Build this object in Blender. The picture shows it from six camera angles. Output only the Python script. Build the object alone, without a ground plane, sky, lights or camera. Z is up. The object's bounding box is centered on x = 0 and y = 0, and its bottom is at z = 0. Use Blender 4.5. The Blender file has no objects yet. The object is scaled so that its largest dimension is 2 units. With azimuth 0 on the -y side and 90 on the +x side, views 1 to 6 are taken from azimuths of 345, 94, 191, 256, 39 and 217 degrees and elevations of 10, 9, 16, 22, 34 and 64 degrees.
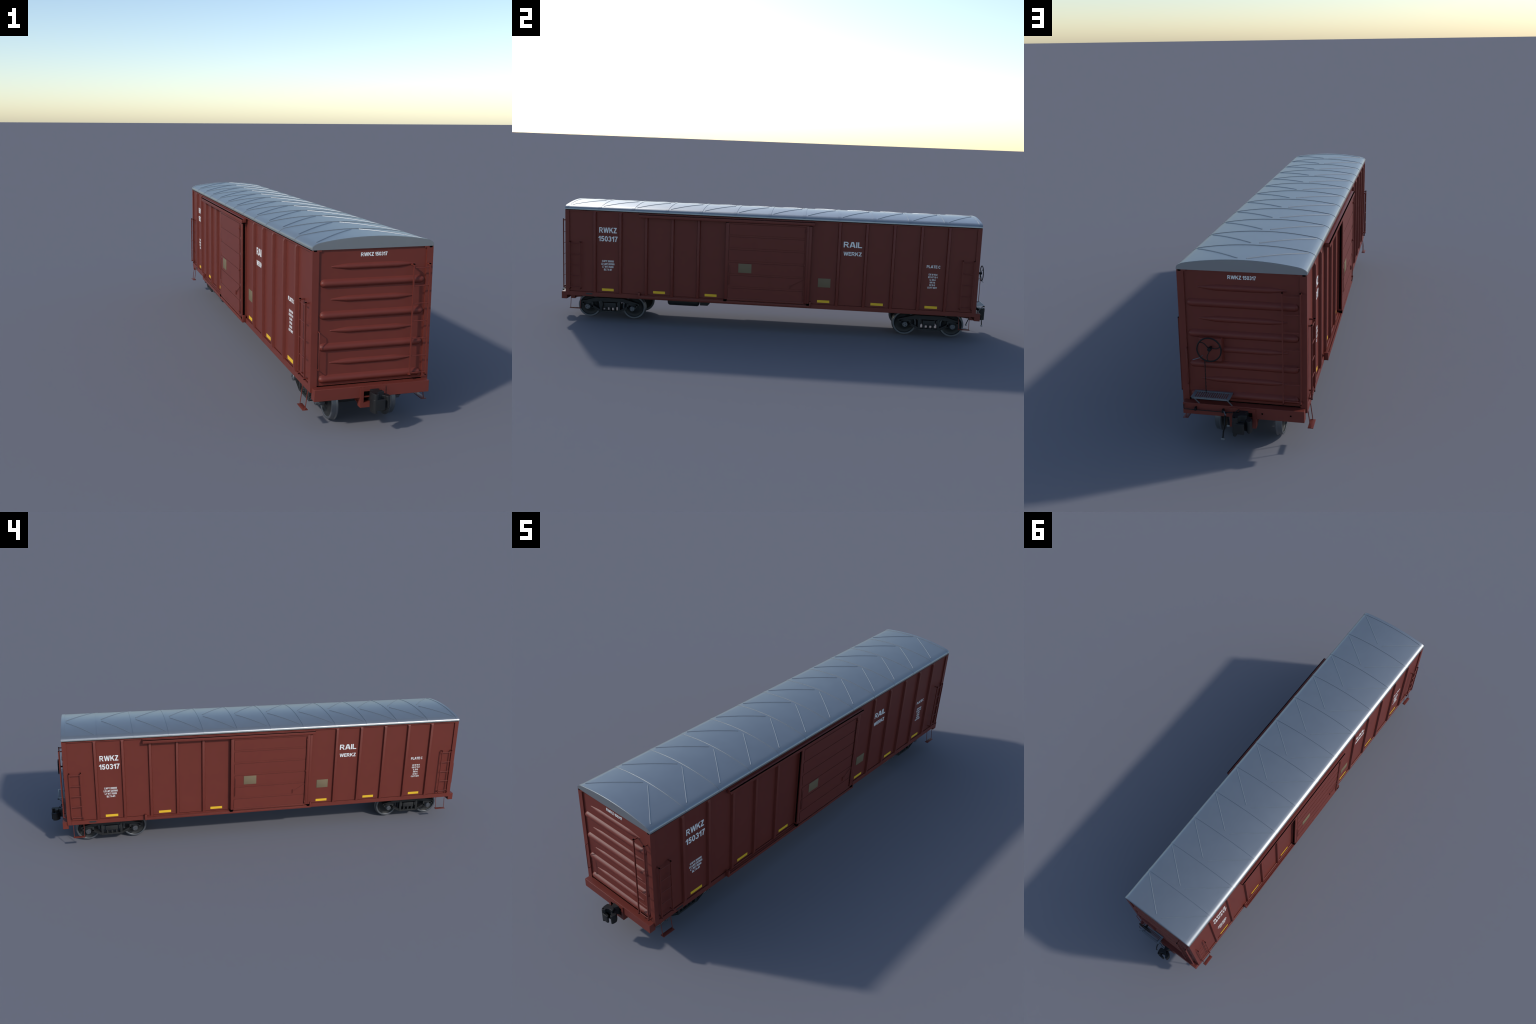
"""Fifty-foot railway boxcar: brown-red steel body, galvanised diagonal-panel roof,
plug-style sliding doors, two two-axle trucks.  Everything on a side is described once in
the frame of the +x side and turned by 180 degrees for the other side; the ends likewise."""
import bpy, bmesh, math
from mathutils import Vector, Matrix
from math import sin, cos, pi, radians, sqrt

# ------------------------------------------------------------------ materials
def new_mat(name, base, rough=0.5, metallic=0.0, vary=0.06, bump=0.0, scale=18.0, spec=0.5):
    m = bpy.data.materials.new(name); m.use_nodes = True
    nt = m.node_tree; n = nt.nodes; l = nt.links
    b = n["Principled BSDF"]
    b.inputs["Roughness"].default_value = rough
    b.inputs["Metallic"].default_value = metallic
    b.inputs["Specular IOR Level"].default_value = spec
    tc = n.new("ShaderNodeTexCoord")
    nz = n.new("ShaderNodeTexNoise")
    nz.inputs["Scale"].default_value = scale; nz.inputs["Detail"].default_value = 5
    l.new(tc.outputs["Object"], nz.inputs["Vector"])
    cr = n.new("ShaderNodeValToRGB")
    cr.color_ramp.elements[0].position = 0.3; cr.color_ramp.elements[1].position = 0.7
    cr.color_ramp.elements[0].color = [c * (1 - vary) for c in base] + [1]
    cr.color_ramp.elements[1].color = [min(1, c * (1 + vary)) for c in base] + [1]
    l.new(nz.outputs["Fac"], cr.inputs["Fac"])
    l.new(cr.outputs["Color"], b.inputs["Base Color"])
    if bump:
        bp = n.new("ShaderNodeBump"); bp.inputs["Strength"].default_value = bump
        bp.inputs["Distance"].default_value = 0.001
        nb = n.new("ShaderNodeTexNoise"); nb.inputs["Scale"].default_value = 900
        l.new(tc.outputs["Object"], nb.inputs["Vector"])
        l.new(nb.outputs["Fac"], bp.inputs["Height"]); l.new(bp.outputs["Normal"], b.inputs["Normal"])
    return m

RED    = new_mat("red_paint",     (0.152, 0.0305, 0.0215), 0.46, vary=0.03, spec=0.30)
ROOF   = new_mat("roof_metal",    (0.31, 0.33, 0.345), 0.35, metallic=0.7, vary=0.02)
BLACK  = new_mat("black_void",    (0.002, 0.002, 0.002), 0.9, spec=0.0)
IRON   = new_mat("cast_iron",     (0.020, 0.021, 0.022), 0.55, vary=0.12, spec=0.35)
COUPL  = new_mat("coupler_iron",  (0.012, 0.0125, 0.0135), 0.5, vary=0.1, spec=0.35)
STEEL  = new_mat("wheel_steel",   (0.140, 0.150, 0.165), 0.40, metallic=0.6, vary=0.05)
GALV   = new_mat("galvanised",    (0.17, 0.19, 0.21), 0.42, metallic=0.4, vary=0.05)
YELLOW = new_mat("yellow_sheet",  (0.80, 0.49, 0.030), 0.5, vary=0.02, spec=0.25)
WHITE  = new_mat("white_letters", (0.82, 0.84, 0.83), 0.5, vary=0.02, spec=0.3)
EDGE_SHADE = new_mat("painted_edge_shade", (0.022, 0.006, 0.005), 0.7, spec=0.1)
TAN    = new_mat("placard_wood",  (0.180, 0.138, 0.083), 0.65, vary=0.04, spec=0.2)
GREY   = new_mat("dark_plate",    (0.022, 0.026, 0.028), 0.5)
PAINTB = new_mat("black_paint",   (0.005, 0.006, 0.007), 0.5, spec=0.25)

# ------------------------------------------------------------------ mesh helpers
class Geo:
    """Collects simple solids into one mesh."""
    def __init__(s): s.bm = bmesh.new()
    def box(s, x0, x1, y0, y1, z0, z1, bev=0.0):
        x0, x1 = sorted((x0, x1)); y0, y1 = sorted((y0, y1)); z0, z1 = sorted((z0, z1))
        r = bmesh.ops.create_cube(s.bm, size=1.0)
        vs = r["verts"]
        for v in vs:
            v.co = Vector((x0 + (v.co.x + .5) * (x1 - x0), y0 + (v.co.y + .5) * (y1 - y0), z0 + (v.co.z + .5) * (z1 - z0)))
        if bev:
            es = {e for v in vs for e in v.link_edges}
            bmesh.ops.bevel(s.bm, geom=list(es), offset=bev, segments=2, affect='EDGES', profile=0.5)
        return s
    def prism(s, pts, a0, a1, axis='x'):
        """Closed outline extruded along an axis.  axis x: pts are (y,z); y: (x,z); z: (x,y)."""
        def P(p, a):
            return {'x': (a, p[0], p[1]), 'y': (p[0], a, p[1]), 'z': (p[0], p[1], a)}[axis]
        A = [s.bm.verts.new(P(p, a0)) for p in pts]; B = [s.bm.verts.new(P(p, a1)) for p in pts]
        f = [s.bm.faces.new(A), s.bm.faces.new(B[::-1])]
        for i in range(len(pts)):
            j = (i + 1) % len(pts); f.append(s.bm.faces.new((A[i], B[i], B[j], A[j])))
        bmesh.ops.recalc_face_normals(s.bm, faces=f)
        return s
    def beam(s, p, q, w, x0, x1):
        """Bar of width w between two (y,z) points, extruded in x."""
        p, q = Vector(p), Vector(q); d = (q - p).normalized(); n = Vector((-d.y, d.x)) * w / 2
        return s.prism([tuple(p + n), tuple(p - n), tuple(q - n), tuple(q + n)], x0, x1, 'x')
    def lathe(s, prof, center, axis='x', n=48, caps=True):
        """Revolve (along, radius) profile."""
        rings = []
        for a, r in prof:
            ring = []
            for i in range(n):
                t = 2 * pi * i / n; c1, c2 = r * cos(t), r * sin(t)
                o = {'x': (a, c1, c2), 'y': (c1, a, c2), 'z': (c1, c2, a)}[axis]
                ring.append(s.bm.verts.new(Vector(center) + Vector(o)))
            rings.append(ring)
        fs = []
        for A, B in zip(rings, rings[1:]):
            for i in range(n):
                j = (i + 1) % n; fs.append(s.bm.faces.new((A[i], A[j], B[j], B[i])))
        if caps:
            fs += [s.bm.faces.new(rings[0]), s.bm.faces.new(rings[-1][::-1])]
        else:
            A, B = rings[-1], rings[0]
            for i in range(n):
                j = (i + 1) % n; fs.append(s.bm.faces.new((A[i], A[j], B[j], B[i])))
        bmesh.ops.recalc_face_normals(s.bm, faces=fs)
        return s
    def tube(s, pts, r, n=10, closed=False):
        pts = [Vector(p) for p in pts]; m = len(pts); rings = []; up = None
        for i, p in enumerate(pts):
            if closed: t = (pts[(i + 1) % m] - pts[i - 1]).normalized()
            else: t = (pts[min(i + 1, m - 1)] - pts[max(i - 1, 0)]).normalized()
            if up is None:
                up = t.orthogonal().normalized()
            up = (up - t * up.dot(t)).normalized(); w = t.cross(up)
            rr = r[i] if isinstance(r, (list, tuple)) else r
            rings.append([s.bm.verts.new(p + (up * cos(2 * pi * k / n) + w * sin(2 * pi * k / n)) * rr) for k in range(n)])
        fs = []
        pairs = list(zip(rings, rings[1:])) + ([(rings[-1], rings[0])] if closed else [])
        for A, B in pairs:
            for k in range(n):
                j = (k + 1) % n; fs.append(s.bm.faces.new((A[k], A[j], B[j], B[k])))
        if not closed:
            fs += [s.bm.faces.new(rings[0][::-1]), s.bm.faces.new(rings[-1])]
        bmesh.ops.recalc_face_normals(s.bm, faces=fs)
        return s
    def obj(s, name, mat, parent=None, smooth=28, bevel=0.0):
        me = bpy.data.meshes.new(name); s.bm.to_mesh(me); s.bm.free()
        me.materials.append(mat)
        if smooth:
            me.polygons.foreach_set("use_smooth", [True] * len(me.polygons))
            me.set_sharp_from_angle(angle=radians(smooth))
        o = bpy.data.objects.new(name, me); bpy.context.scene.collection.objects.link(o)
        if parent: o.parent = parent
        if bevel:
            b = o.modifiers.new("edge_round", 'BEVEL'); b.width = bevel; b.segments = 2
            b.limit_method = 'ANGLE'; b.angle_limit = radians(40); b.harden_normals = False
        return o

def copy_of(o, parent=None, loc=None, rotz=None):
    c = o.copy(); bpy.context.scene.collection.objects.link(c)
    if parent: c.parent = parent
    if loc is not None: c.location = loc
    if rotz is not None: c.rotation_euler = (0, 0, rotz)
    return c

def copy_tree(o, parent, rotz=pi, loc=None):
    c = copy_of(o, parent, loc, rotz)
    for k in list(o.children):
        kc = copy_of(k, c)
    return c

# Block capitals drawn from strokes: height 1, stem .21 wide, bars .18 high.
ST, BR = .20, .165
def bar(x0, x1, y0, y1): return [(x0, y0), (x1, y0), (x1, y1), (x0, y1)]
def slant(xa, ya, xb, yb, w=.24):
    """Diagonal stroke with level ends."""
    return [(xa - w / 2, ya), (xa + w / 2, ya), (xb + w / 2, yb), (xb - w / 2, yb)]
def arc(cx, cy, rx, ry, a0, a1, n=10):
    return [(cx + rx * cos(radians(a0 + (a1 - a0) * k / n)), cy + ry * sin(radians(a0 + (a1 - a0) * k / n))) for k in range(n + 1)]
def stroke(pts, w=.2, closed=False):
    return ("stroke", pts, w, closed)
def bowl(x1, ya, yb):
    """Open bowl from the stem, between heights ya (low) and yb (high) of its centreline."""
    r = (yb - ya) / 2
    return stroke([(ST * .5, yb)] + arc(x1 - r - .1, (ya + yb) / 2, r, r, 90, -90) + [(ST * .5, ya)], BR)
GLYPH = {
    'A': (1.0, [slant(.11, 0, .42, 1), slant(.89, 0, .58, 1), bar(.27, .73, .20, .36)]),
    'B': (.84, [bar(0, ST, 0, 1), bowl(.78, .50, .91), bowl(.84, .09, .52)]),
    'C': (.92, [stroke(arc(.48, .5, .38, .41, 42, 318, 20), .19)]),
    'D': (.90, [bar(0, ST, 0, 1), stroke([(.1, .91), (.42, .91)] + arc(.42, .5, .38, .41, 90, -90) + [(.1, .09)], BR)]),
    'E': (.76, [bar(0, ST, 0, 1), bar(.1, .76, 0, BR), bar(.1, .70, .43, .60), bar(.1, .75, 1 - BR, 1)]),
    'F': (.70, [bar(0, ST, 0, 1), bar(.1, .62, .42, .59), bar(.1, .70, 1 - BR, 1)]),
    'H': (.82, [bar(0, ST, 0, 1), bar(.82 - ST, .82, 0, 1), bar(.1, .72, .43, .61)]),
    'I': (.21, [bar(0, ST, 0, 1)]),
    'K': (.92, [bar(0, ST, 0, 1), [(.64, 1), (.91, 1), (.19, .27), (.19, .54)], [(.34, .56), (.51, .70), (.94, 0), (.68, 0)]]),
    'L': (.72, [bar(0, ST, 0, 1), bar(.1, .72, 0, BR)]),
    'M': (1.0, [bar(0, ST - .01, 0, 1), bar(1.01 - ST, 1, 0, 1), slant(.15, 1, .5, 0, .22), slant(.85, 1, .5, 0, .22)]),
    'P': (.80, [bar(0, ST, 0, 1), bowl(.80, .41, .91)]),
    'R': (.92, [bar(0, ST, 0, 1), bowl(.84, .48, .91), [(.36, .48), (.58, .48), (.94, 0), (.68, 0)]]),
    'T': (.80, [bar(0, .80, 1 - BR, 1), bar(.40 - ST / 2, .40 + ST / 2, 0, .9)]),
    'U': (.82, [stroke([(.105, 1)] + arc(.41, .40, .305, .31, 180, 360, 14) + [(.715, 1)], .205)]),
    'W': (1.34, [slant(.11, 1, .36, 0, .22), slant(.67, 1, .38, 0, .20), slant(.67, 1, .96, 0, .20), slant(1.23, 1, .98, 0, .22)]),
    'X': (.92, [slant(.13, 1, .79, 0, .26), slant(.79, 1, .13, 0, .26)]),
    'Y': (.92, [bar(.46 - ST / 2, .46 + ST / 2, 0, .45), slant(.13, 1, .46, .38, .25), slant(.79, 1, .46, .38, .25)]),
    'Z': (.80, [bar(.03, .77, 1 - BR, 1), bar(0, .80, 0, BR), slant(.63, .86, .15, .14, .28)]),
    '0': (.68, [stroke(arc(.34, .5, .245, .42, 0, 345, 23), .19, True)]),
    '1': (.46, [bar(.46 - ST, .46, 0, 1), [(.30, 1), (.46, 1), (.30, .70), (0, .58), (0, .75)]]),
    '2': (.68, [stroke(arc(.34, .69, .24, .22, 170, -20, 12) + [(.46, .48), (.14, .12)], .19), bar(0, .68, 0, BR)]),
    '3': (.68, [stroke(arc(.32, .715, .23, .195, 165, -90, 14), .18), stroke(arc(.32, .305, .255, .215, 90, -165, 14), .19)]),
    '5': (.68, [bar(.12, .64, .83, 1), [(.12, 1), (.30, .9), (.24, .50), (.03, .46)], stroke(arc(.33, .335, .245, .245, 140, -160, 18), .19)]),
    '6': (.68, [stroke(arc(.345, .32, .24, .23, 0, 345, 20), .19, True), stroke(arc(.40, .46, .30, .45, 70, 185, 12), .19)]),
    '7': (.66, [bar(0, .66, .83, 1), [(.44, .88), (.66, .88), (.42, .45), (.35, 0), (.14, 0), (.20, .42)]]),
    '8': (.68, [stroke(arc(.34, .72, .21, .19, 0, 345, 20), .18, True), stroke(arc(.34, .30, .24, .21, 0, 345, 20), .19, True)]),
    '9': (.68, [stroke(arc(.335, .68, .24, .23, 0, 345, 20), .19, True), stroke(arc(.28, .54, .30, .45, 250, 365, 12), .19)]),
    '-': (.34, [bar(0, .34, .28, .46)]),
}
def lettering(name, body, parent, side, across, z0, z1, a0, a1, depth, mat=None):
    """Thin paint letters fitted to the box a0..a1 by z0..z1 on the +x side or on the -y end.
    Overlapping strokes differ a little in thickness so that no two faces coincide."""
    x = 0; parts = []
    for ch in body:
        if ch == ' ': x += .30; continue
        w, ps = GLYPH[ch]
        parts += [(p, x, k) for k, p in enumerate(ps)]
        x += w + .105
    total = x - .105
    sx, sz = (a1 - a0) / total, (z1 - z0)
    g = Geo()
    def V(p, ox, d):
        a, z = a0 + (p[0] + ox) * sx, z0 + p[1] * sz
        return g.bm.verts.new((d, a, z) if side == 'x' else (a, -d, z))
    fs = []
    def slab(quad, ox, top):
        A = [V(p, ox, across) for p in quad]; B = [V(p, ox, top) for p in quad]
        fs.append(g.bm.faces.new(A)); fs.append(g.bm.faces.new(B[::-1]))
        for i in range(len(quad)):
            j = (i + 1) % len(quad); fs.append(g.bm.faces.new((A[i], B[i], B[j], A[j])))
    for p, ox, k in parts:
        top = across + depth + k * .00006
        if p and p[0] == "stroke":
            _, pts, w, closed = p; L, R = [], []; m = len(pts)
            for i in range(m):
                pa = Vector(pts[i - 1] if (i or closed) else pts[0]); pb = Vector(pts[(i + 1) % m] if (i < m - 1 or closed) else pts[-1])
                t = (pb - pa).normalized(); n = Vector((-t.y, t.x)) * w / 2; c = Vector(pts[i])
                L.append(tuple(c + n)); R.append(tuple(c - n))
            loop = list(range(m)) + ([0] if closed else [])
            AL = [V(q, ox, top) for q in L]; AR = [V(q, ox, top) for q in R]
            BL = [V(q, ox, across) for q in L]; BR_ = [V(q, ox, across) for q in R]
            for i, j in zip(loop, loop[1:]):
                for a, b in ((AL, AR), (AR, BR_), (BR_, BL), (BL, AL)):
                    fs.append(g.bm.faces.new((a[i], a[j], b[j], b[i])))
            if not closed:
                fs.append(g.bm.faces.new((AL[0], AR[0], BR_[0], BL[0]))); fs.append(g.bm.faces.new((AL[-1], BL[-1], BR_[-1], AR[-1])))
        else:
            slab(p, ox, top)
    bmesh.ops.recalc_face_normals(g.bm, faces=fs)
    return g.obj(name, mat or WHITE, parent, smooth=0)

# ------------------------------------------------------------------ root
car = bpy.data.objects.new("boxcar", None); bpy.context.scene.collection.objects.link(car)
car["label"] = "brown-red railway boxcar with sliding doors and grey metal roof"
car["category"] = "railway car"

HALF_L = 0.9256         # body half length
SIDE = 0.1760           # outer plane of posts, chord and sill
PANEL = 0.1707          # side sheet plane
END_PANEL = 0.9212      # end sheet plane

# ------------------------------------------------------------------ floor and frame
g = Geo().box(-.168, .168, -.918, .918, .1195, .135)
g.box(-.032, .032, -.93, .93, .094, .121)                       # centre sill
for y in (-.50, -.30, -.10, .10, .30, .50):
    g.prism([(-.155, .1205), (-.155, .117), (-.03, .100), (.03, .100), (.155, .117), (.155, .1205)], y - .004, y + .004, 'y')
for y in (-.7325, .7325):
    g.prism([(-.100, .1205), (-.095, .110), (-.06, .098), (.06, .098), (.095, .110), (.100, .1205)], y - .02, y + .02, 'y')
floor = g.obj("underframe", RED, car)

# ------------------------------------------------------------------ roof
def roof_z(x):
    x = abs(x)
    return .5448 - .0148 * (x / .161) ** 2
knee = [(.161, .5300), (.1670, .5273), (.1720, .5244), (.1749, .5220), (.1762, .5193), (.1769, .5163), (.1771, .5132)]
half = [(.161 * i / 16, roof_z(.161 * i / 16)) for i in range(16)] + knee
profile = [(-x, z) for x, z in half[::-1]] + half[1:]
roof = Geo().prism(profile, -.9258, .9258, 'y').obj("roof", ROOF, car, smooth=35)

def roof_point(x, lift=0.0):
    """Point and outward normal on the cross-section."""
    ax = abs(x)
    best = None
    for (xa, za), (xb, zb) in zip(half, half[1:]):
        if xa <= ax <= xb + 1e-9:
            t = (ax - xa) / (xb - xa); z = za + t * (zb - za)
            n = Vector((-(zb - za), xb - xa)).normalized()
            best = (ax + n.x * lift, z + n.y * lift); break
    return (math.copysign(best[0], x) if x else 0.0, best[1])

# transverse seam: flat raised batten following the profile
def seam_geo(w=.0128, h=.0014):
    upper, lower = [], []
    pts = half[:-2]
    outs = []
    for i, (x, z) in enumerate(pts):
        a = pts[max(i - 1, 0)]; b = half[i + 1]
        n = Vector((-(b[1] - a[1]), b[0] - a[0])).normalized() if i else Vector((0, 1))
        k = h if x < .158 else h * .65
        outs.append((x + n.x * k, z + n.y * k))
    full_out = [(-x, z) for x, z in outs[::-1]] + outs[1:]
    full_in = [(-x, z - .002) for x, z in pts[::-1]] + [(x, z - .002) for x, z in pts[1:]]
    full_in = [(x * .995, z) for x, z in full_in]
    g = Geo()
    m = len(full_out); w2 = w / 2
    V = [[g.bm.verts.new((p[0], y, p[1])) for p in q] for q, y in
         ((full_out, -w2), (full_out, w2), (full_in, w2), (full_in, -w2))]
    fs = []
    for k in range(4):
        A, B = V[k], V[(k + 1) % 4]
        for i in range(m - 1):
            fs.append(g.bm.faces.new((A[i], A[i + 1], B[i + 1], B[i])))
    fs.append(g.bm.faces.new([v[0] for v in V])); fs.append(g.bm.faces.new([v[-1] for v in V][::-1]))
    bmesh.ops.recalc_face_normals(g.bm, faces=fs)
    return g
BAY = 0.1537
seam = seam_geo().obj("roof_seam", ROOF, roof, smooth=35)
seam.location = (0, -6 * BAY + .0045, 0)
for i in range(1, 13):
    copy_of(seam, roof, (0, -6 * BAY + i * BAY - (.0045 if i == 12 else 0), 0))
# diagonal pressed creases, two per bay, meeting near the ridge
def crease(side):
    g = Geo(); pts = []; rad = []
    for i in range(25):
        t = i / 24; x = .1585 + (.0122 - .1585) * t
        p = roof_point(x, .0002); pts.append((side * p[0], .0162 + (.1362 - .0162) * t, p[1])); rad.append(.0016)
    return g.tube(pts, rad, 8)
for sd in (-1, 1):
    c0 = crease(sd).obj("roof_crease", ROOF, roof, smooth=60); c0.location = (0, -6 * BAY, 0)
    for i in range(1, 12):
        copy_of(c0, roof, (0, -6 * BAY + i * BAY, 0))

# ------------------------------------------------------------------ side (described for +x)
g = Geo().box(.158, PANEL, -.9100, .9100, .130, .5075)
side = g.obj("side_wall", RED, car)
# top chord and its dark joint below the roof
Geo().box(.160, SIDE, -.9085, .9085, .5060, .5101).obj("top_chord", RED, side)
Geo().box(.150, .1752, -.9212, .9212, .5099, .5137).obj("roof_joint", BLACK, side)
# sill
g = Geo().prism([(.155, .1185), (SIDE, .1185), (SIDE, .1362), (.1745, .1370), (.155, .1370)], -.9085, .9085, 'y')
g.box(.146, .1700, -.905, .905, .1152, .1192)
g.obj("side_sill", RED, side)
Geo().box(.1690, .1716, -.9080, .9080, .1367, .1376).obj("sill_dark_strip", BLACK, side, smooth=0)
# hat-section posts
def post_geo():
    g = Geo(); o, fw, bw = .1800, .0049, .0080
    lev = [(.1330, .1766), (.1500, o), (.4990, o), (.5068, SIDE + .0004)]
    rows = []
    for z, x in lev:
        k = (x - PANEL) / (o - PANEL)
        f = bw + (fw - bw) * k
        rows.append([g.bm.verts.new(c) for c in ((.166, -bw, z), (PANEL, -bw, z), (x, -f, z), (x, f, z), (PANEL, bw, z), (.166, bw, z))])
    fs = []
    for A, B in zip(rows, rows[1:]):
        for i in range(6):
            j = (i + 1) % 6; fs.append(g.bm.faces.new((A[i], A[j], B[j], B[i])))
    fs += [g.bm.faces.new(rows[0]), g.bm.faces.new(rows[-1][::-1])]
    bmesh.ops.recalc_face_normals(g.bm, faces=fs)
    return g
post = post_geo().obj("wall_post", RED, side, smooth=25)
POSTS = [-.7890, -.6705, -.5518, -.4326, -.3140, .3134, .4324, .5518, .6708, .7886]
post.location = (0, POSTS[0], 0)
for y in POSTS[1:]:
    copy_of(post, side, (0, y, 0))
# reflective yellow sheets
sheet = Geo().box(.1700, .1712, -.0274, .0274, -.0056, .0056).obj("reflector", YELLOW, side, smooth=0)
sheet.location = (0, -.7295, .1503)
for y in (-.4915, -.2545, .2543, .4919, .7295):
    copy_of(sheet, side, (0, y, .1503))
# placard boards
Geo().box(.1700, .1722, .2268, .2824, .2148, .2549, .0004).obj("placard", TAN, side)
# lettering
def S(body, a0, a1, z0, z1): lettering("lettering", body, side, 'x', .1704, z0, z1, a0, a1, .0008)
S("RWKZ", -.7701, -.6893, .4122, .4369); S("150317", -.7737, -.6853, .3732, .3974)
S("RAIL", .3322, .4131, .3997, .4247); S("WERKZ", .3334, .4132, .3630, .3802)
for i, (t, w) in enumerate((("CAPY 200000", .0548), ("LD LMT 207800", .0610), ("LT WT 78200", .0520), ("BLT 6-81", .0362))):
    z = .2790 - i * .0130; S(t, -.7297 - w / 2, -.7297 + w / 2, z - .0005, z + .0082)
S("PLATE C", .6995, .7594, .3263, .3388)
for i, (t, w) in enumerate((("EX W 10-8", .0374), ("EX HT 15-1", .0402), ("IL 50-6", .0254), ("IW 9-6", .0234), ("IH 10-5", .0244), ("CU FT 5077", .0410))):
    z = .2938 - i * .01175; S(t, .7291 - w / 2, .7291 + w / 2, z, z + .0076)
# small dark plate on the sill
Geo().box(.1740, .1770, -.8300, -.8002, .1250, .1315).obj("sill_plate", GREY, side)

# door tracks
g = Geo()
g.box(.1755, .1886, -.5832, .2025, .4918, .5062, .0006)
g.box(.1890, .1926, -.5832, .2025, .4905, .5032, .0005)
g.box(.1880, .1900, -.5828, .2021, .4925, .5010)
for i in range(8):
    g.lathe([(.5055, .0016), (.5069, .0014), (.5072, .0006)], (.1790, -.54 + i * .1, 0), 'z', 10)
g.obj("door_track", RED, side, bevel=0)
g = Geo()
g.box(.1755, .1836, -.5790, .1940, .1216, .1338, .0005)
g.box(.1853, .1890, -.5790, .1940, .1220, .1325, .0005)
g.box(.1830, .1860, -.5788, .1938, .1216, .1275)
g.box(.1755, .1892, -.5850, -.5765, .1218, .1472, .0005)
g.box(.1755, .1892, .1925, .1985, .1218, .1484, .0005)
g.obj("door_sill_track", RED, side)
Geo().box(.1878, .1928, -.5828, .2021, .5028, .5050).obj("track_slot", BLACK, side)

# ------------------------------------------------------------------ sliding door (+x)
g = Geo()
g.box(.1740, .1872, -.1895, .1895, .1400, .4862)
g.box(.1845, .1886, -.1902, -.1770, .1412, .4880, .0005)      # leading stile
for sy in (-1, 1): g.box(.1700, .1770, sy * .1800, sy * .1902, .1412, .4880)   # inner lip
g.box(.1865, .1886, .1675, .1783, .1412, .4880, .0005)         # lock stile
g.box(.1845, .1880, .1797, .1905, .1412, .4880, .0005)         # edge strip
g.box(.1865, .1884, -.1765, .1670, .1368, .1450, .0005)        # bottom rail
g.box(.1865, .1884, -.1765, .1670, .4835, .4880, .0004)
door = g.obj("door", RED, car)
def door_panel(z0, z1):
    r = .0045; y0, y1 = -.1745, .1605; pts = []
    for (cy, cz, a0) in ((y1 - .001, z1 - .001, 0), (y0 + r, z1 - r, 90), (y0 + r, z0 + r, 180), (y1 - .001, z0 + .001, 270)):
        rr = r if cy < 0 else .001
        for k in range(5):
            a = radians(a0 + k * 22.5); pts.append((cy + rr * cos(a), cz + rr * sin(a)))
    g = Geo(); inner = []
    cy, cz = (y0 + y1) / 2, (z0 + z1) / 2
    A = [g.bm.verts.new((.1868, y, z)) for y, z in pts]
    B = [g.bm.verts.new((.1884, y, z)) for y, z in pts]
    C = [g.bm.verts.new((.1886, y + math.copysign(.0002, cy - y), z + math.copysign(.0002, cz - z))) for y, z in pts]
    fs = []
    for P, Q in ((A, B), (B, C)):
        for i in range(len(pts)):
            j = (i + 1) % len(pts); fs.append(g.bm.faces.new((P[i], P[j], Q[j], Q[i])))
    fs += [g.bm.faces.new(C), g.bm.faces.new(A[::-1])]
    bmesh.ops.recalc_face_normals(g.bm, faces=fs)
    g.obj("door_panel", RED, door, smooth=20)
    g = Geo()                                       # thin dark strips drawing the edge shade at panel top, bottom and left
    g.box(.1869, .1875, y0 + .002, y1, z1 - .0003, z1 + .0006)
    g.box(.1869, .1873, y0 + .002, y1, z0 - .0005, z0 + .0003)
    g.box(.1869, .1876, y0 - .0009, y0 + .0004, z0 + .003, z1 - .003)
    g.obj("panel_shade_strip", EDGE_SHADE, door, smooth=0)
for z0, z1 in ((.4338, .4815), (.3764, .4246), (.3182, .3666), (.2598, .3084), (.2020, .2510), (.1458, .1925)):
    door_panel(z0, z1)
# open dark edges of the door frame and its rollers
g = Geo().box(.1775, .1840, -.1897, .1897, .1470, .4852)
g.obj("door_edge_gap", BLACK, door, smooth=0)
g = Geo().box(.1770, .1893, -.1930, -.1800, .1307, .1390).box(.1770, .1893, .1802, .1915, .1307, .1390)
g.box(.1770, .1890, .1797, .1915, .4870, .4895).box(.1770, .1890, -.1910, -.1800, .4870, .4890)
g.obj("door_roller", BLACK, door, smooth=0)
Geo().box(.1875, .1897, -.1300, -.0712, .2648, .3056, .0004).obj("placard", TAN, door)
g = Geo().tube([(.1870, -.1690, .2950), (.1905, -.1690, .2950), (.1915, -.1692, .2940), (.1915, -.1702, .2110), (.1905, -.1704, .2098), (.1870, -.1704, .2098)], .0011, 8)
g.obj("door_handle", RED, door, smooth=50)
g = Geo().tube([(.1922, .1642, .1450), (.1922, .1642, .4815)], .0014, 8)
for z in (.4668, .3132, .1585):
    g.box(.1870, .1951, .1618, .1668, z - .0032, z + .0032, .0004)
g.obj("lock_rod", RED, door)
Geo().box(.1868, .1874, .1626, .1656, .1470, .4800).obj("rod_shadow_strip", BLACK, door, smooth=0)  # occlusion shadow behind the lock rod, modelled as a flat black strip
g = Geo().tube([(.1905, .1642, .2478), (.1925, .1160, .2217), (.1925, .1130, .2205)], .0011, 8)
g.box(.1870, .1930, .1030, .1056, .2062, .2238, .0004).box(.1870, .1915, .1040, .1130, .2190, .2225, .0003)
g.obj("lock_lever", RED, door)

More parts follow.
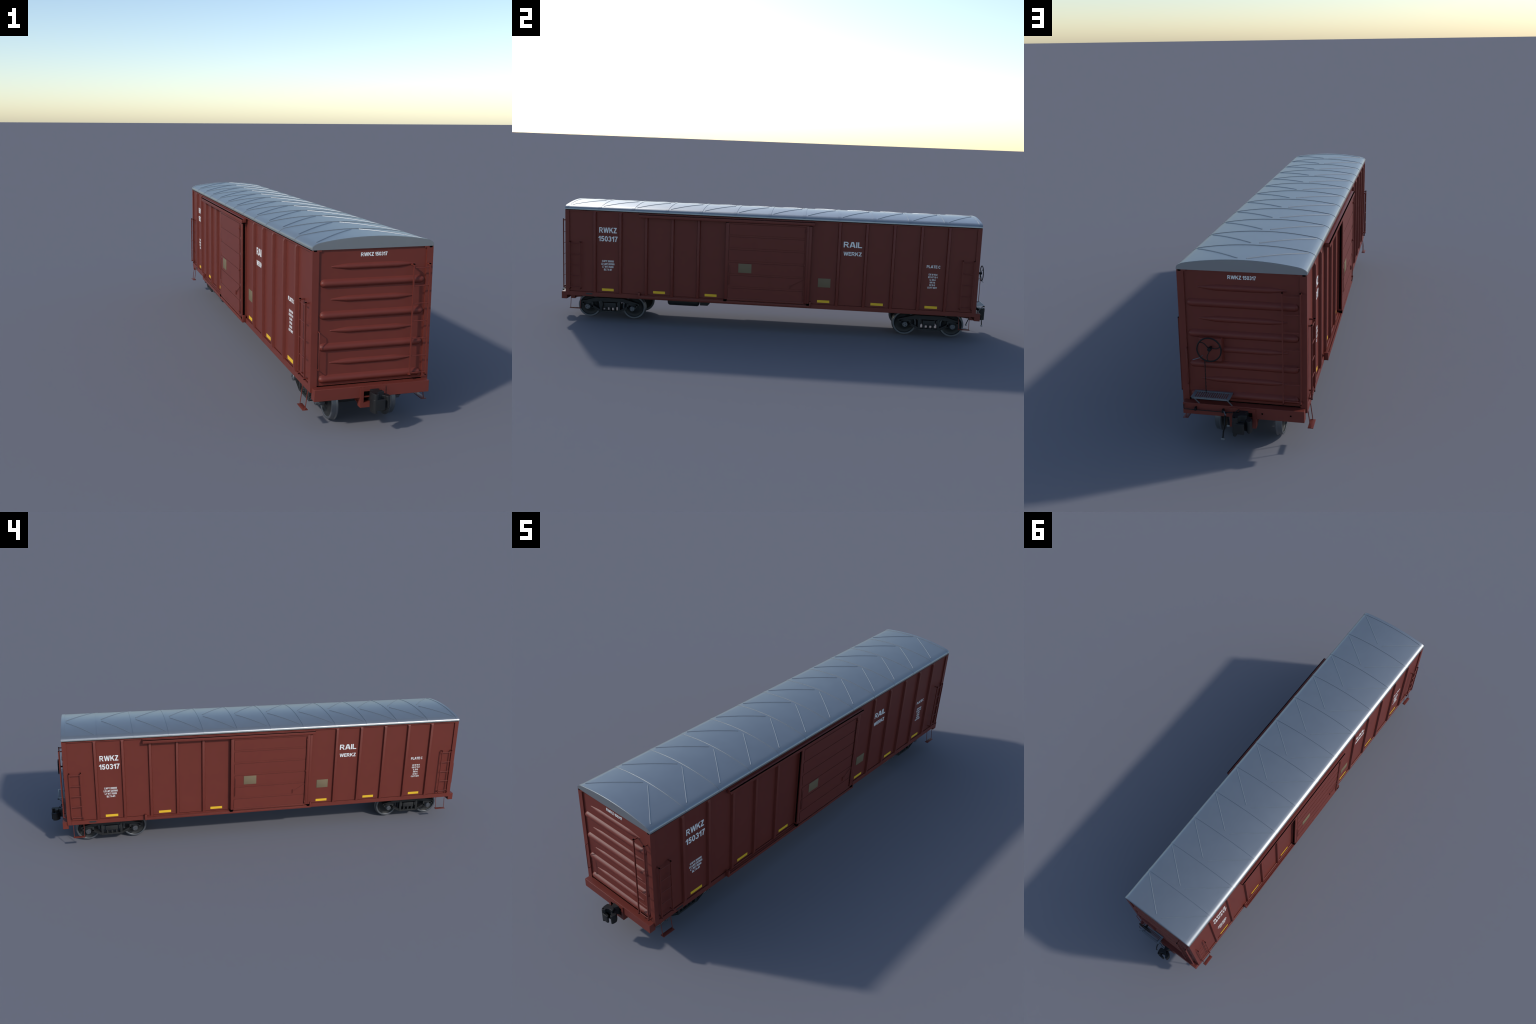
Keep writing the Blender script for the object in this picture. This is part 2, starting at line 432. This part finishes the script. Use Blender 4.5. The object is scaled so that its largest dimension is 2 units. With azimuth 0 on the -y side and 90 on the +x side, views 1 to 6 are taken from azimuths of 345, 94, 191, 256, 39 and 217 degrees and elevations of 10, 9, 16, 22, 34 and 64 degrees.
# ------------------------------------------------------------------ ladders and steps (+x side)
def ladder_geo(w, z0, z1, rungs, off):
    """Ladder standing in the x=off plane, centred on y=0, wall at x=0."""
    g = Geo(); h = w / 2
    for y in (-h, h):
        g.box(off - .0024, off + .0024, y - .0012, y + .0012, z0, z1)
        g.box(off + .0010, off + .0023, y - .0017, y + .0017, z0 + .0004, z1 - .0004)
        for z in (z0 + .0018, z1 - .0018):
            g.box(-.001, off + .0018, y - .0016, y + .0016, z - .0022, z + .0020)
    for z in rungs:
        g.tube([(off - .0002, -h, z), (off - .0002, h, z)], .0014, 8)
    return g
def ladder_caps(w, z0, z1, off):
    g = Geo(); h = w / 2
    for y in (-h, h):
        for z in (z0, z1):
            g.box(off - .0025, off + .0025, y - .0018, y + .0018, z - .0012, z + .0011)
    return g
SR = (.1585, .2092, .2590, .3083, .3585)
lad = ladder_geo(.0488, .1500, .3668, SR, .0140).obj("ladder", RED, side, smooth=50); lad.location = (PANEL, -.8784, 0)
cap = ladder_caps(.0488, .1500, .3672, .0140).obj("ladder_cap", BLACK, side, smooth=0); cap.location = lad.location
copy_of(lad, side, (PANEL, .8780, 0)); copy_of(cap, side, (PANEL, .8780, 0))
g = Geo()
for y in (-.0225, .0225):
    g.tube([(.1720, y, .1215), (.1735, y, .1150), (.1805, y, .0612)], .0013, 8)
g.box(.1728, .1886, -.0255, .0255, .0592, .0610, .0003)
step = g.obj("stirrup_step", RED, side); step.location = (0, -.8778, 0)
copy_of(step, side, (0, .8772, 0))

side2 = copy_tree(side, car); door2 = copy_tree(door, car)

# ------------------------------------------------------------------ ends (described for the -y end)
g = Geo().box(-.1640, .1640, -END_PANEL, -.905, .1330, .5128)
end = g.obj("end_wall", RED, car)
# pressed corrugations
def bulge(x0, x1, hh, depth, taper, tip):
    """Pressed rib on the end sheet: a rounded swell with filleted edges."""
    g = Geo(); rows = []; n = 64; m = 18
    for i in range(n + 1):
        u = .5 - .5 * cos(pi * i / n); x = x0 + (x1 - x0) * u
        d = min(min(x - x0, x1 - x) / taper, 1.0)
        k = sqrt(max(0, 1 - (1 - d) ** 2)) if taper < .03 else tip + (1 - tip) * (d * .75 + .25 * sin(d * pi / 2))
        if taper >= .03 and d < .06: k *= d / .06
        k = max(k, .02); row = []
        for j in range(m + 1):
            v = -1 + 2 * j / m
            f = (1 - abs(v) ** 2.4) ** 1.25
            row.append(g.bm.verts.new((x, -END_PANEL + .0004 - depth * k * f, hh * k * v)))
        rows.append(row)
    fs = []
    for A, B in zip(rows, rows[1:]):
        for j in range(m): fs.append(g.bm.faces.new((A[j], A[j + 1], B[j + 1], B[j])))
        fs.append(g.bm.faces.new((A[m], A[0], B[0], B[m])))
    fs += [g.bm.faces.new(rows[0]), g.bm.faces.new(rows[-1][::-1])]
    bmesh.ops.recalc_face_normals(g.bm, faces=fs)
    return g
big = bulge(-.1522, .1535, .0122, .0096, .013, .05).obj("end_corrugation", RED, end, smooth=70)
big.location = (0, 0, .4208)
for z in (.3325, .2432, .1530): copy_of(big, end, (0, 0, z))
sm = bulge(-.1222, .1252, .0092, .0068, .052, .22).obj("end_corrugation", RED, end, smooth=70)
sm.location = (0, 0, .4655)
for z in (.3765, .2890, .1990): copy_of(sm, end, (0, 0, z))
# corner posts
for sx in (-1, 1):
    Geo().box(sx * .1570, sx * SIDE, -HALF_L, -.9070, .1183, .5100).obj("corner_post", RED, end)
g = Geo()
for sx in (-1, 1): g.box(sx * .1640, sx * .1722, -.9259, -.915, .5090, .5130)
g.obj("post_cap", BLACK, end, smooth=0)
g = Geo()
for sx in (-1, 1): g.box(sx * .1500, sx * .1758, -.9254, -.9214, .5085, .5131)
g.obj("end_plate", RED, end)
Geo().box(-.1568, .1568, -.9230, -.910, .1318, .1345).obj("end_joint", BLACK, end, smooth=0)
lettering("lettering", "RWKZ 150317", end, 'y', END_PANEL - .0001, .4912, .5016, -.0368, .0402, .0007)
# end sill and striker
g = Geo()
g.box(-.1708, .1708, -.9465, -.9215, .0990, .1325)
g.obj("end_sill", RED, end, bevel=.0008)
g = Geo()
for sx in (-1, 1):
    g.box(sx * .0275, sx * .0372, -.9492, -.9300, .0712, .1293)
    g.prism([(-.9300, .0712), (-.9240, .0790), (-.8800, .0830), (-.8800, .1190), (-.9300, .1190)], sx * .0280, sx * .0300, 'x')
g.box(-.0274, .0274, -.9492, -.9300, .1178, .1293)
g.box(-.0274, .0274, -.9492, -.9300, .0712, .0856)
g.prism([(-.9302, .0714), (-.9302, .0745), (-.9240, .0812), (-.8800, .0850), (-.8800, .0828), (-.9235, .0785)], -.0368, .0368, 'x')
for sx in (-1, 1): g.prism([(-.918, .080), (-.914, .080), (-.902, .119), (-.906, .119)], sx * .0300, sx * .0365, 'x')
g.obj("striker", RED, end)
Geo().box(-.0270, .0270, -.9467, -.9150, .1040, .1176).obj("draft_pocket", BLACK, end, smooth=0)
# end ladder
er = tuple(.1560 + i * .0500 for i in range(7))
lad = ladder_geo(.0478, .1492, .4660, er, .0184).obj("ladder", RED, end, smooth=50)
lad.rotation_euler = (0, 0, -pi / 2); lad.location = (.1366, -END_PANEL, 0)
cap = ladder_caps(.0478, .1492, .4664, .0184).obj("ladder_cap", BLACK, end, smooth=0)
cap.rotation_euler = lad.rotation_euler; cap.location = lad.location
g = Geo().tube([(-.1562, -.9230, .2900), (-.1562, -.9355, .2900), (-.1562, -.9372, .2885), (-.1562, -.9372, .1850), (-.1562, -.9355, .1836), (-.1562, -.9230, .1836)], .0013, 8)
g.obj("grab_iron", RED, end, smooth=50)

end2 = copy_tree(end, car)
for k, kc in zip(end.children, end2.children):
    pass

# couplers (described for the +y end, knuckle on +x)
g = Geo()
def rounded(pts, n=3, f=.28):
    """Corner-cut smoothing of an outline (Chaikin)."""
    for _ in range(n):
        q = []
        for a, b in zip(pts, pts[1:] + pts[:1]):
            q.append((a[0] + (b[0] - a[0]) * f, a[1] + (b[1] - a[1]) * f)); q.append((b[0] + (a[0] - b[0]) * f, b[1] + (a[1] - b[1]) * f))
        pts = q
    return pts
# top lug plate, from the pin lug round the throat to the guard side
g.prism(rounded([(.0150, .9990), (.0200, .9850), (.0202, .9685), (.0130, .9650), (-.0040, .9650), (-.0165, .9690), (-.0200, .9800), (-.0115, .9805), (-.0030, .9810), (.0048, .9870), (.0005, .9930), (.0080, .9995)], 2, .2), .1080, .1255, 'z')
# body behind the throat
g.prism(rounded([(.0185, .9860), (.0195, .9680), (.0060, .9635), (-.0080, .9635), (-.0190, .9750), (-.0120, .9815), (.0030, .9840)], 2, .2), .0800, .1082, 'z')
# knuckle nose and its pivot column
g.prism(rounded([(.0178, .9840), (.0192, .9940), (.0140, .9992), (-.0080, 1.0006), (-.0156, .9992), (-.0146, .9920), (.0000, .9900), (.0060, .9840)], 2, .2), .0790, .1092, 'z')
g.prism(rounded([(.0150, .9990), (.0194, .9880), (.0200, .9700), (.0080, .9720), (.0062, .9860), (.0070, .9985)], 2, .2), .0705, .1250, 'z')
# guard arm
g.prism(rounded([(-.0060, .9640), (-.0190, .9600), (-.0340, .9750), (-.0332, .9880), (-.0300, .9945), (-.0225, .9920), (-.0180, .9825), (-.0110, .9800)], 2, .2), .0800, .1150, 'z')
# shank
g.prism(rounded([(-.0165, .90), (.0095, .90), (.0095, .968), (-.0165, .968)], 1), .0880, .1232, 'z')
coupler = g.obj("coupler", COUPL, car, smooth=35, bevel=.0010)
pin = Geo().lathe([(.1254, .0022), (.1258, .0022)], (.0118, .9935, 0), 'z', 16).obj("coupler_pin", BLACK, coupler)
copy_tree(coupler, car)

# ------------------------------------------------------------------ hand brake and air gear on the +y end
g = Geo()
hx0, hx1, hz0, hz1 = .0532, .1215, .2565, .3276
def frustum(g, x0, x1, z0, z1, y0, y1, ins):
    A = [g.bm.verts.new(c) for c in ((x0, y0, z0), (x1, y0, z0), (x1, y0, z1), (x0, y0, z1))]
    B = [g.bm.verts.new(c) for c in ((x0 + ins, y1, z0 + ins), (x1 - ins, y1, z0 + ins), (x1 - ins, y1, z1 - ins), (x0 + ins, y1, z1 - ins))]
    fs = [g.bm.faces.new(A), g.bm.faces.new(B[::-1])]
    for i in range(4):
        j = (i + 1) % 4; fs.append(g.bm.faces.new((A[i], B[i], B[j], A[j])))
    bmesh.ops.recalc_face_normals(g.bm, faces=fs)
frustum(g, hx0, hx1, hz0, hz1, .9210, .9375, .0030)
housing = g.obj("brake_housing", RED, car, bevel=.001)
C = Vector((.0853, .9565, .3005)); R = .0336
g = Geo().tube([C + Vector((R * cos(2 * pi * i / 48), 0, R * sin(2 * pi * i / 48))) for i in range(48)], .0020, 10, closed=True)
for a in (40, 160, 278):
    pts = []
    for i in range(9):
        t = i / 8; r = .004 + (R - .004) * t; b = radians(a) + .22 * sin(t * pi) - .04
        pts.append(C + Vector((r * cos(b), -.006 * (1 - t) ** 1.3, r * sin(b))))
    g.tube(pts, .0013, 8)
g.lathe([(.944, .0045), (.9515, .0057), (.9560, .0057), (.9575, .0045)], (C.x, 0, C.z), 'y', 20)
g.lathe([(.932, .0035), (.945, .0035)], (C.x, 0, C.z), 'y', 16)
g.obj("brake_wheel", PAINTB, car, smooth=50)
g = Geo().tube([(.1035, .9400, .2620), (.1040, .9400, .1640)], .0010, 8)
for i in range(8):
    g.box(.1022, .1048, .9392, .9408, .168 + i * .012, .174 + i * .012, .0004)
g.obj("brake_chain", PAINTB, car, smooth=50)
Geo().tube([(.1100, .9350, .2745), (.1110, .9440, .2745), (.1140, .9500, .2728), (.1325, .9560, .2680)], .0011, 8).obj("brake_lever", GALV, car)
# open-grate platform
px0, px1, py0, py1, pz = .0300, .1392, .9265, .9690, .1630
g = Geo()
g.box(px0, px1, py1 - .0030, py1, pz - .0044, pz + .0009, .0003)
g.box(px0, px1, py0, py0 + .0070, pz - .0012, pz + .0008, .0003)
g.box(px0, px0 + .0070, py0, py1, pz - .0012, pz + .0007, .0003)
g.box(px1 - .0070, px1, py0, py1, pz - .0012, pz + .0007, .0003)
nb = 16
for i in range(nb):
    x = px0 + .0085 + (px1 - px0 - .017) * i / (nb - 1)
    g.box(x - .0016, x + .0016, py0, py1, pz - .0010, pz + .0003)
for x in (px0 + .008, px1 - .008):
    g.tube([(x, py1 - .003, pz - .003), (x - .0075, .9430, .1320)], .0018, 8)
plat = g.obj("brake_platform", GALV, car)
g = Geo()
for x in (px0 + .0005, px1 - .0005):
    g.box(x - .0016, x + .0016, py1 - .0045, py1 + .0006, pz - .0052, pz - .0012)
g.obj("platform_foot", BLACK, plat)
# uncoupling rod with brackets
g = Geo().tube([(.1660, .9520, .1300), (.1664, .9530, .1200), (.1640, .9545, .1172), (.0900, .9552, .1172), (.0300, .9552, .1172), (.0200, .9600, .1200), (.0060, .9620, .1330)], .0012, 8)
g.box(.1300, .1352, .9460, .9575, .1150, .1235, .0005).box(.0516, .0568, .9460, .9575, .1150, .1235, .0005)
g.obj("uncoupling_rod", PAINTB, car, smooth=50)
g = Geo()
for x in (-.0550, -.1334): g.box(x - .0022, x + .0022, .9440, .9472, .1145, .1187)
g.obj("sill_socket", BLACK, car)
# air hose and train-line hose
g = Geo().tube([(.0520, .9200, .1060), (.0470, .9560, .1120), (.0440, .9700, .1080), (.0440, .9770, .0920), (.0470, .9812, .0720), (.0485, .9822, .0550)], [.0018, .0019, .0023, .0023, .0021, .0022], 10)
g.tube([(.0480, .9330, .0980), (.0484, .9270, .0880), (.0486, .9190, .0720), (.0500, .9120, .0545)], .0020, 10)
hose = g.obj("air_hose", PAINTB, car, smooth=50)
g = Geo()
g.box(.0435, .0540, .9782, .9860, .0488, .0540, .001).box(.0475, .0560, .9080, .9150, .0490, .0545, .001)
g.tube([(.0560, .9480, .1190), (.0500, .9560, .1190), (.0430, .9660, .1140)], .0016, 8)
g.obj("hose_coupling", GALV, hose)
# air reservoir and valve box under the floor
g = Geo().lathe([(-.4660, .004), (-.4650, .012), (-.4620, .0175), (-.4570, .0205), (-.3270, .0205), (-.3215, .0175), (-.3180, .012), (-.3170, .004)], (.095, 0, .0995), 'y', 32)
g.obj("air_reservoir", IRON, car, smooth=50)
g = Geo().lathe([(.2600, .006), (.2612, .0135), (.2650, .0162), (.3480, .0162), (.3520, .0135), (.3530, .0050), (.3800, .0045)], (-.085, 0, .1095), 'y', 28)
g.obj("brake_cylinder", IRON, car, smooth=50)
g = Geo().prism([(-.3140, .1200), (-.3130, .0862), (-.2775, .0862), (-.2690, .0960), (-.2690, .1200)], .075, .108, 'x')
g.obj("brake_valve", IRON, car, bevel=.001)

# ------------------------------------------------------------------ trucks (centred on y = 0)
WB, ZA = .1056, .0570
truck = Geo().prism([(-.100, .088), (-.100, .064), (-.040, .058), (.040, .058), (.100, .064), (.100, .088), (.04, .096), (-.04, .096)], -.024, .024, 'y').obj("truck", IRON, car, bevel=.001)
truck.location = (0, -.7325, 0)
def half_frame(sx):
    g = Geo(); a, b = sx * .1085, sx * .1260
    # top member with lips
    top = [(-.137, .0795), (-.062, .1000), (.062, .1000), (.137, .0795), (.137, .0725), (.060, .0830), (-.060, .0830), (-.137, .0725)]
    g.prism(top, a, b, 'x')
    for s in (-1, 1):
        g.beam((s * .136, .0800), (s * .062, .1003), .0030, a, sx * .1290)
        # pedestal: outer leg, roof, inner leg
        g.box(a, b, s * .1225, s * .1310, .0615, .0760, .0006)
        g.box(a, b, s * .0865, s * .1310, .0705, .0780, .0006)
        g.box(a, b, s * .0800, s * .0885, .0520, .0780, .0006)
        # tension member
        g.beam((s * .0870, .0620), (s * .0430, .0385), .0095, a, b)
        g.beam((s * .0870, .0668), (s * .0430, .0430), .0018, a, sx * .1286)
        g.beam((s * .0860, .0568), (s * .0440, .0345), .0018, a, sx * .1286)
        # column
        g.box(a, sx * .1280, s * .0370, s * .0480, .0390, .0890, .0008)
        g.box(a, sx * .1266, s * .0320, s * .0375, .0600, .0800, .0006)
    g.beam((-.062, .1003), (.062, .1003), .0030, a, sx * .1290)
    g.box(a, sx * .1280, -.0470, .0470, .0335, .0405, .0008)
    return g
for sx in (-1, 1):
    half_frame(sx).obj("side_frame", IRON, truck, smooth=30)
    Geo().box(sx * .090, sx * .1275, -.0275, .0275, .0565, .0790, .001).obj("bolster_end", IRON, truck)
# springs
g = Geo(); turns = 5; n = 14 * turns
g.tube([(.0042 * cos(2 * pi * i / 14), .0042 * sin(2 * pi * i / 14), .0405 + .0170 * i / n) for i in range(n + 1)], .0013, 6)
g.lathe([(.0395, .0036), (.0590, .0036)], (0, 0, 0), 'z', 12)
spring = g.obj("spring", IRON, truck, smooth=60); spring.location = (.1200, 0, 0)
first = True
for sx in (-1, 1):
    for x in (.1200, .1085):
        for y in (-.0205, 0, .0205):
            if sx == 1 and x == .1200 and y == 0: continue
            copy_of(spring, truck, (sx * x, y, 0))
# wheelsets
rim = Geo().lathe([(.0970, .0460), (.0975, .0468), (.0975, .0525), (.0965, .0533), (.0850, .0540), (.0832, .0552), (.0818, .0568), (.0802, .0570), (.0792, .0562), (.0788, .0540), (.0788, .0470), (.0860, .0462)], (0, 0, 0), 'x', 72, caps=False)
rim = rim.obj("wheel", STEEL, truck, smooth=30); rim.location = (0, -WB, ZA)
plate = Geo().lathe([(.0962, .0120), (.0958, .0170), (.0935, .0200), (.0898, .0300), (.0900, .0420), (.0935, .0462), (.0966, .0473), (.0800, .0473), (.0830, .0420), (.0820, .0200), (.0770, .0160), (.0770, .0120)], (0, 0, 0), 'x', 64, caps=False)
plate = plate.obj("wheel_plate", IRON, truck, smooth=40); plate.location = (0, -WB, ZA)
for y in (-WB, WB):
    for r in (0, pi):
        if y < 0 and r == 0: continue
        copy_of(rim, truck, (0, y, ZA), r); copy_of(plate, truck, (0, y, ZA), r)
axle = Geo().lathe([(-.112, .0100), (-.100, .0100), (-.099, .0130), (-.076, .0130), (-.074, .0100), (0, .0090), (.074, .0100), (.076, .0130), (.099, .0130), (.100, .0100), (.112, .0100)], (0, 0, 0), 'x', 32).obj("axle", IRON, truck)
axle.location = (0, -WB, ZA); copy_of(axle, truck, (0, WB, ZA))
g = Geo().lathe([(.104, .0128), (.1200, .0128), (.1215, .0118), (.1295, .0116), (.1308, .0105)], (0, 0, 0), 'x', 32)
capo = g.obj("bearing_cap", STEEL, truck); capo.location = (0, -WB, ZA)
g = Geo()
for k in range(3):
    a = radians(60 + 120 * k); g.lathe([(.1305, .0017), (.1312, .0015)], (0, .0062 * cos(a), .0062 * sin(a)), 'x', 10)
bolt = g.obj("cap_bolt", BLACK, truck); bolt.location = (0, -WB, ZA)
for y in (-WB, WB):
    for r in (0, pi):
        if y < 0 and r == 0: continue
        copy_of(capo, truck, (0, y, ZA), r); copy_of(bolt, truck, (0, y, ZA), r)
# brake beams
g = Geo()
for s in (-1, 1):
    g.tube([(-.088, s * .044, .052), (0, s * .038, .052), (.088, s * .044, .052)], .0030, 8)
    for sx in (-1, 1): g.box(sx * .082, sx * .094, s * .043, s * .050, .040, .072, .001)
g.obj("brake_beam", IRON, truck)
copy_tree(truck, car, pi, (0, .7325, 0))
